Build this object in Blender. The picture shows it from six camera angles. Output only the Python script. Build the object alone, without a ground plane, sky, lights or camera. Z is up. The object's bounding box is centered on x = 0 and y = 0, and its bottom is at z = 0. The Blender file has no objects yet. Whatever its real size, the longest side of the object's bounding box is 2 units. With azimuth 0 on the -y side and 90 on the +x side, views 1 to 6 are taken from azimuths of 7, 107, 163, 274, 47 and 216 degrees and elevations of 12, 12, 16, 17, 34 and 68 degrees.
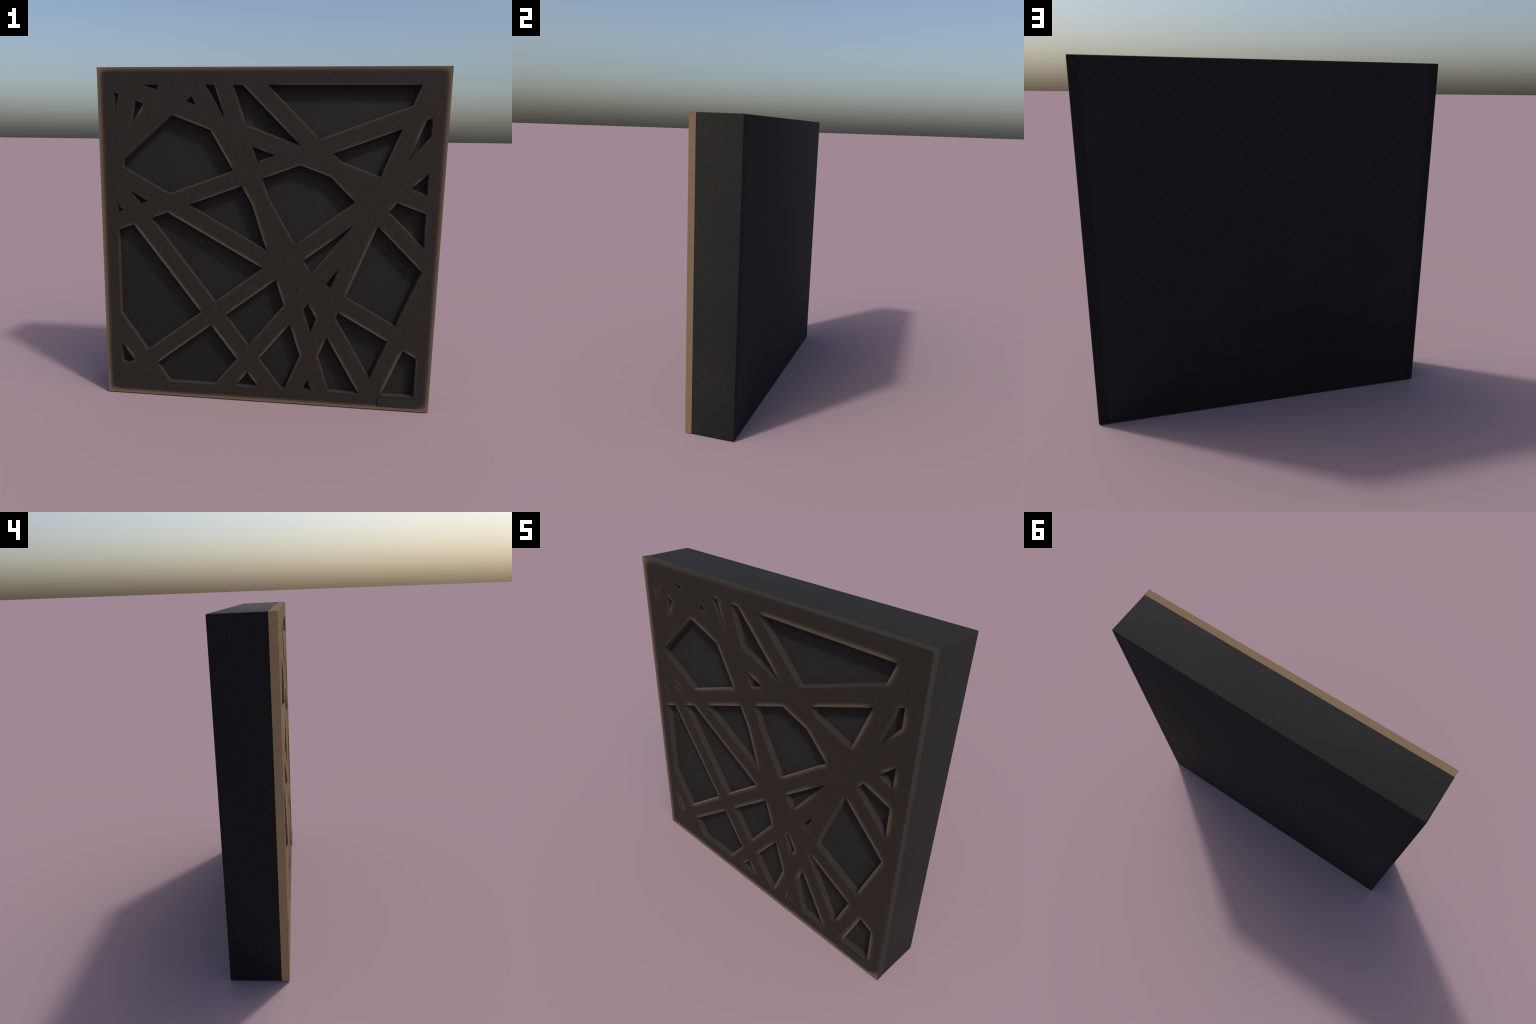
import bpy, bmesh
from math import sin, cos, radians, hypot
from mathutils import Vector
from mathutils.geometry import delaunay_2d_cdt

# ------------------------------------------------------------------ sizes (m)
LEAN = radians(0.597)        # the panel leans back a little
HEIGHT = 1.9966
HALF_W = 0.9988
DEPTH = 0.3328               # whole panel, front of plate to back of core
PLATE = 0.0437               # thickness of the cut-out front plate
SINK = 0.0020                # the rounded core is pressed this far into the plate
FIELD_L, FIELD_R = -0.9025, 0.9105   # cut-out field inside the frame
FIELD_LO, FIELD_HI = 0.0900, 1.9000
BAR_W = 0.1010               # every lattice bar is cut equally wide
GLOW_REACH = 0.085                 # reach of the grazing-angle glow painted along the openings
GLOW_REACH_RIM = 0.112             # the same along the outer rim

# Lattice bars: (angle deg, offset of the centre line from the panel middle,
#                stretch of the bar measured along its own direction or None)
BARS = [
    (20.36, 0.4115, None), (37.60, -0.1640, None), (41.50, 0.9705, None),
    (159.90, -0.5465, None), (51.62, -0.3763, None), (68.52, -0.5074, None),
    (68.36, -0.9480, None), (108.38, -0.0433, None), (120.38, -0.0936, None),
    (127.78, 0.5232, None), (127.78, 0.5288, None), (135.36, -0.5898, None), (151.06, 0.0908, None),
    (125.20, 1.0612, None), (125.20, 1.0666, None),
    # short pieces that only close the corners
    (75.50, 1.0055, (0.45, 1.00)), (57.00, 0.9890, (0.16, 0.30)),
    (57.60, 0.9650, (0.32, 0.60)), (82.00, 0.9630, (0.37, 0.46)),
    (68.36, -1.0450, (-0.20, -0.05)), (42.80, -0.2580, (0.82, 0.95)),
    (153.00, 1.1650, (0.35, 0.60)), (137.50, 1.2060, (-0.20, 0.06)),
]

# ------------------------------------------------------------------ 2D helpers
def clip(poly, m, off):
    """keep the part of a convex polygon with p.m <= off"""
    out = []
    n = len(poly)
    for i in range(n):
        a, b = poly[i], poly[(i + 1) % n]
        da, db = a[0]*m[0] + a[1]*m[1] - off, b[0]*m[0] + b[1]*m[1] - off
        if da <= 0:
            out.append(a)
        if (da < 0 < db) or (db < 0 < da):
            t = da / (da - db)
            out.append((a[0] + t*(b[0]-a[0]), a[1] + t*(b[1]-a[1])))
    return out

def area(poly):
    return 0.5 * sum(a[0]*b[1] - b[0]*a[1] for a, b in zip(poly, poly[1:] + poly[:1]))

def cleaned(poly):
    out = []
    for p in poly:
        if not out or hypot(p[0]-out[-1][0], p[1]-out[-1][1]) > 0.004:
            out.append(p)
    if len(out) > 1 and hypot(out[0][0]-out[-1][0], out[0][1]-out[-1][1]) <= 0.004:
        out.pop()
    return out

def centroid(poly):
    return (sum(p[0] for p in poly)/len(poly), sum(p[1] for p in poly)/len(poly))

MID = (0.0, 1.0)

def cut_openings():
    """the field between the frame, minus every bar: convex openings remain"""
    cells = [[(FIELD_L, FIELD_LO), (FIELD_R, FIELD_LO),
              (FIELD_R, FIELD_HI), (FIELD_L, FIELD_HI)]]
    for ang, c, reach in BARS:
        a = radians(ang)
        d, m = (cos(a), sin(a)), (-sin(a), cos(a))
        base = MID[0]*m[0] + MID[1]*m[1]
        nxt = []
        for cell in cells:
            if reach:
                g = centroid(cell)
                s = (g[0]-MID[0])*d[0] + (g[1]-MID[1])*d[1]
                if not reach[0] <= s <= reach[1]:
                    nxt.append(cell)
                    continue
            lo = clip(cell, m, base + c - BAR_W/2)
            hi = clip(cell, (-m[0], -m[1]), -(base + c + BAR_W/2))
            for piece in (lo, hi):
                if len(piece) > 2 and abs(area(piece)) > 3e-5:
                    nxt.append(piece)
        cells = nxt
    res = [cleaned(c) for c in cells]
    return [c for c in res if len(c) > 2 and abs(area(c)) > 3e-5]

def inside(poly, p):
    for a, b in zip(poly, poly[1:] + poly[:1]):
        if (b[0]-a[0])*(p[1]-a[1]) - (b[1]-a[1])*(p[0]-a[0]) < -1e-9:
            return False
    return True

def edge_normal(a, b):
    """right hand normal of an edge: points out of a counter clockwise polygon"""
    d = hypot(b[0]-a[0], b[1]-a[1])
    return ((b[1]-a[1])/d, -(b[0]-a[0])/d)

# ------------------------------------------------------------------ materials
def new_mat(name):
    mat = bpy.data.materials.new(name)
    mat.use_nodes = True
    nt = mat.node_tree
    return mat, nt, nt.nodes["Principled BSDF"]

def noise(nt, scale, detail=2.0, stretch=(1, 1, 1)):
    tc = nt.nodes.new("ShaderNodeTexCoord")
    mp = nt.nodes.new("ShaderNodeMapping")
    mp.inputs["Scale"].default_value = stretch
    nt.links.new(tc.outputs["Object"], mp.inputs["Vector"])
    tx = nt.nodes.new("ShaderNodeTexNoise")
    tx.inputs["Scale"].default_value = scale
    tx.inputs["Detail"].default_value = detail
    nt.links.new(mp.outputs["Vector"], tx.inputs["Vector"])
    return tx.outputs["Fac"]

def ramp(nt, fac, stops):
    r = nt.nodes.new("ShaderNodeValToRGB")
    els = r.color_ramp.elements
    els[0].position, els[0].color = stops[0][0], (*stops[0][1], 1)
    els[1].position, els[1].color = stops[-1][0], (*stops[-1][1], 1)
    for pos, col in stops[1:-1]:
        e = els.new(pos)
        e.color = (*col, 1)
    nt.links.new(fac, r.inputs["Fac"])
    return r.outputs["Color"]

def bump(nt, bsdf, height, strength, dist):
    b = nt.nodes.new("ShaderNodeBump")
    b.inputs["Strength"].default_value = strength
    b.inputs["Distance"].default_value = dist
    nt.links.new(height, b.inputs["Height"])
    nt.links.new(b.outputs["Normal"], bsdf.inputs["Normal"])

SHEEN_TAN_FACE = (0.208, 0.152, 0.095, 1) # the same tint for the face and its glowing edges
SHEEN_TAN = (0.258, 0.178, 0.113, 1)      # diffuse tan that paints the sheen seen at flat angles

def node(nt, kind, *inputs, **props):
    """add a node, set its properties and feed its inputs with links or values"""
    n = nt.nodes.new(kind)
    for k, v in props.items():
        setattr(n, k, v)
    for i, v in enumerate(inputs):
        if v is None:
            continue
        if isinstance(v, bpy.types.NodeSocket):
            nt.links.new(v, n.inputs[i])
        else:
            n.inputs[i].default_value = v
    return n

def math(nt, op, *a):
    return node(nt, "ShaderNodeMath", *a, operation=op).outputs[0]

def vmath(nt, op, *a):
    n = node(nt, "ShaderNodeVectorMath", *a, operation=op)
    return n.outputs["Value" if op == 'DOT_PRODUCT' else "Vector"]

def smooth(nt, value, lo, hi):
    return node(nt, "ShaderNodeMapRange", value, lo, hi, 0.0, 1.0,
                interpolation_type='SMOOTHSTEP').outputs[0]

def facing(nt, normal):
    return node(nt, "ShaderNodeLayerWeight", 0.5, normal).outputs["Facing"]

def lustre(nt, b, amount, normal=None, warmth=SHEEN_TAN):
    """dark metal, with tan diffuse mixed in as sheen where amount says so"""
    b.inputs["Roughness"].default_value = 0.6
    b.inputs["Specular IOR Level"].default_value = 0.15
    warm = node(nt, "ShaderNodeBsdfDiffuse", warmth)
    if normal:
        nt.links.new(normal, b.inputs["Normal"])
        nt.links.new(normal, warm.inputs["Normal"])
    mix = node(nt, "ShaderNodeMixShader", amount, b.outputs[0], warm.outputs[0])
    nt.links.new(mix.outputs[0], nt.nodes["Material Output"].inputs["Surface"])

def bronze_material():
    mat, nt, b = new_mat("brushed_dark_bronze")
    grain = noise(nt, 9.0, 4.0, (60, 60, 1.2))
    nt.links.new(ramp(nt, grain, [(0.3, (0.0175, 0.0138, 0.0110)), (0.7, (0.0280, 0.0225, 0.0182))]),
                 b.inputs["Base Color"])
    # distance from the middle decides how far the painted glow reaches in from an edge
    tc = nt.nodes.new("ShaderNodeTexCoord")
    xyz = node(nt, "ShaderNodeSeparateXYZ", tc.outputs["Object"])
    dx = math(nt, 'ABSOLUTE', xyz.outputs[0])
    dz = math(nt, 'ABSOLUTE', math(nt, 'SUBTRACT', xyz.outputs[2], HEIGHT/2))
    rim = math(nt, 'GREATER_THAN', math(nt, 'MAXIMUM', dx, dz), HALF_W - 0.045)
    reach = math(nt, 'MULTIPLY_ADD', rim, GLOW_REACH_RIM - GLOW_REACH, GLOW_REACH)
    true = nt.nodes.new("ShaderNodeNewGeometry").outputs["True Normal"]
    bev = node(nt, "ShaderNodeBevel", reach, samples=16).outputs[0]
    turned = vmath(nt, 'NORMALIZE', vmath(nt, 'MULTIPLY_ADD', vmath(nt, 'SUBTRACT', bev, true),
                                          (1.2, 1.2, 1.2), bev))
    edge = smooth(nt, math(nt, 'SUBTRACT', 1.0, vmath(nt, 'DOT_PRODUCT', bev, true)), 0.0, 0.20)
    edge_glow = math(nt, 'MULTIPLY', edge, smooth(nt, math(nt, 'MAXIMUM', facing(nt, bev), facing(nt, turned)), 0.42, 0.92))
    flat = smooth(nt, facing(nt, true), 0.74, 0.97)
    # the glow is tinted stronger on the rim than at the openings
    edge_glow = math(nt, 'MULTIPLY', edge_glow, math(nt, 'MULTIPLY_ADD', rim, 0.42, 0.42))
    lustre(nt, b, math(nt, 'MAXIMUM', edge_glow, flat), warmth=SHEEN_TAN_FACE)
    return mat

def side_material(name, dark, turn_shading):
    """cut sides of the plate: dark from the front, coloured tan for sheen from the side and behind"""
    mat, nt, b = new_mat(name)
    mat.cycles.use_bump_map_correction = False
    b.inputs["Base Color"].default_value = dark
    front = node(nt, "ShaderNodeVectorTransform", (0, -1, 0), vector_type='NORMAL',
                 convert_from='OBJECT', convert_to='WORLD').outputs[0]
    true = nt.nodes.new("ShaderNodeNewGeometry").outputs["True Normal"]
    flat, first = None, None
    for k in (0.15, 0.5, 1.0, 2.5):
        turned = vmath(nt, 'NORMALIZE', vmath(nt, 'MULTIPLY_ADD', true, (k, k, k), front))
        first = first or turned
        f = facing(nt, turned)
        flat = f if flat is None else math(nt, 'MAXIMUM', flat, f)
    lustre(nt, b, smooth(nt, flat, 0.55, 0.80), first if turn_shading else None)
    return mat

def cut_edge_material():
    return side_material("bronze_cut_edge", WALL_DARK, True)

def band_material():
    """rim sides, lit through turned mesh normals"""
    return side_material("bronze_rim_sheen", EDGE_DARK, False)

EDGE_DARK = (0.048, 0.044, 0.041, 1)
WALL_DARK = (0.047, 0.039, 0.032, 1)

def badge_material():
    mat, nt, b = new_mat("smooth_dark_badge")
    b.inputs["Base Color"].default_value = (0.0225, 0.0200, 0.0185, 1)
    b.inputs["Roughness"].default_value = 0.55
    b.inputs["Specular IOR Level"].default_value = 0.2
    return mat

def cloth_material():
    mat, nt, b = new_mat("black_cloth")
    fine = noise(nt, 260.0, 2.0)
    weave = ramp(nt, fine, [(0.3, (0.0064, 0.0061, 0.0057)), (0.7, (0.0170, 0.0163, 0.0152))])
    cloudy = node(nt, "ShaderNodeMapRange", noise(nt, 2.3, 2.0), 0.35, 0.65, 0.92, 1.10).outputs[0]
    # darker strip along both sides of the back
    tc = nt.nodes.new("ShaderNodeTexCoord")
    xyz = node(nt, "ShaderNodeSeparateXYZ", tc.outputs["Object"])
    side = math(nt, 'GREATER_THAN', math(nt, 'ABSOLUTE', xyz.outputs[0]), HALF_W - 0.055)
    back = math(nt, 'GREATER_THAN', xyz.outputs[1], DEPTH - 0.003)
    dark_border = math(nt, 'MULTIPLY_ADD', math(nt, 'MULTIPLY', side, back), -0.35, 1.0)
    tone = node(nt, "ShaderNodeVectorMath", weave, operation='SCALE')
    nt.links.new(math(nt, 'MULTIPLY', cloudy, dark_border), tone.inputs["Scale"])
    nt.links.new(tone.outputs[0], b.inputs["Base Color"])
    b.inputs["Roughness"].default_value = 0.9
    b.inputs["Specular IOR Level"].default_value = 0.3
    bump(nt, b, fine, 0.25, 0.002)
    return mat

# ------------------------------------------------------------------ plate
def rim_outline(inset):
    w, lo, hi = HALF_W - inset, inset, HEIGHT - inset
    return [(-w, lo), (w, lo), (w, hi), (-w, hi)]

def build_band(mat):
    """extra skin over the rim sides, normals turned frontward to catch light"""
    verts, faces, normals = [], [], []
    ring = rim_outline(0.0)
    for i in range(4):
        a, b = ring[i], ring[(i+1) % 4]
        n = edge_normal(a, b)
        k = len(verts)
        verts += [(a[0], 0, a[1]), (a[0], PLATE, a[1]), (b[0], PLATE, b[1]), (b[0], 0, b[1])]
        normals += [Vector((n[0]*0.17, -1, n[1]*0.17)).normalized()]*4
        faces.append((k, k+1, k+2, k+3))
    me = bpy.data.meshes.new("rim_sheen_skin")
    me.from_pydata(verts, [], faces)
    me.update()
    for p in me.polygons:
        p.use_smooth = True
    me.normals_split_custom_set_from_vertices([tuple(n) for n in normals])
    me.materials.append(mat)
    return bpy.data.objects.new("rim_sheen_skin", me)

def build_plate(mat, edge_mat):
    holes = cut_openings()
    outer = rim_outline(0.0006)
    pts, edges = [], []
    for loop in [outer] + holes:
        k, n = len(pts), len(loop)
        pts.extend(Vector(p) for p in loop)
        edges.extend((k+i, k+(i+1) % n) for i in range(n))
    vs, es, fs, ov, oe, of = delaunay_2d_cdt(pts, edges, [], 0, 1e-5)
    front = []
    for f in fs:
        g = (sum(vs[i][0] for i in f)/len(f), sum(vs[i][1] for i in f)/len(f))
        if not any(inside(h, g) for h in holes):
            front.append(list(f))
    verts, faces = [(v[0], 0.0, v[1]) for v in vs], []
    for f in front:
        a, b, c = (vs[f[0]], vs[f[1]], vs[f[2]])
        ccw = (b[0]-a[0])*(c[1]-a[1]) - (b[1]-a[1])*(c[0]-a[0]) > 0
        faces.append(f if ccw else f[::-1])
    index = {(round(v[0], 5), round(v[1], 5)): i for i, v in enumerate(vs)}
    for loop, outward in [(outer, True)] + [(h, False) for h in holes]:
        near = [index[(round(p[0], 5), round(p[1], 5))] for p in loop]
        far = []
        for p in loop:
            far.append(len(verts))
            verts.append((p[0], PLATE, p[1]))
        for i in range(len(loop)):
            j = (i+1) % len(loop)
            q = [near[i], near[j], far[j], far[i]]
            faces.append(q[::-1] if outward else q)
    me = bpy.data.meshes.new("lattice_plate")
    me.from_pydata(verts, [], faces)
    me.update()
    me.materials.append(mat)
    me.materials.append(edge_mat)
    for p in me.polygons[len(front):]:
        p.material_index = 1
    return bpy.data.objects.new("lattice_plate", me), len(holes)


# ------------------------------------------------------------------ core, cloth, badge
def build_core(mat):
    """cloth covered block behind the plate, all edges rounded"""
    me = bpy.data.meshes.new("core")
    bm = bmesh.new()
    bmesh.ops.create_cube(bm, size=1.0)
    for v in bm.verts:
        v.co = Vector((v.co.x*2*HALF_W, PLATE - SINK + (v.co.y+0.5)*(DEPTH-PLATE+SINK), (v.co.z+0.5)*HEIGHT))
    bmesh.ops.bevel(bm, geom=bm.edges[:], offset=0.0065, segments=3, profile=0.5, affect='EDGES')
    bm.to_mesh(me); bm.free()
    me.materials.append(mat)
    for p in me.polygons:
        p.use_smooth = True
    me.set_sharp_from_angle(angle=radians(50))
    return bpy.data.objects.new("core", me)

def build_badge(mat):
    w, h, t, r = 0.246, 0.046, 0.0050, 0.009
    cx, cz = 0.820, 0.0505
    bm = bmesh.new()
    ring = []
    for sx, sz, a0 in ((1, -1, -90), (1, 1, 0), (-1, 1, 90), (-1, -1, 180)):
        for k in range(7):
            a = radians(a0 + 15*k)
            ring.append((cx + sx*(w/2-r) + r*cos(a), cz + sz*(h/2-r) + r*sin(a)))
    lo = [bm.verts.new((x, 0.002, z)) for x, z in ring]
    hi = [bm.verts.new((x, -t, z)) for x, z in ring]
    bm.faces.new(hi)
    for i in range(len(ring)):
        j = (i+1) % len(ring)
        bm.faces.new((lo[i], lo[j], hi[j], hi[i]))
    bmesh.ops.recalc_face_normals(bm, faces=bm.faces)
    me = bpy.data.meshes.new("badge")
    bm.to_mesh(me); bm.free()
    me.materials.append(mat)
    me.set_sharp_from_angle(angle=radians(40))
    return bpy.data.objects.new("badge", me)

# ------------------------------------------------------------------ assemble
root = bpy.data.objects.new("acoustic_wall_panel", None)
bpy.context.collection.objects.link(root)
root.location = (0, -0.1740, DEPTH*sin(LEAN))
root.rotation_euler = (-LEAN, 0, 0)
root["label"] = "square black cloth panel with dark bronze cut-out lattice front"
root["category"] = "wall panel"
cloth = cloth_material()
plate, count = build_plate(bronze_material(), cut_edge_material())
print("openings:", count)
for ob in (plate, build_band(band_material()), build_core(cloth), build_badge(badge_material())):
    bpy.context.collection.objects.link(ob)
    ob.parent = root
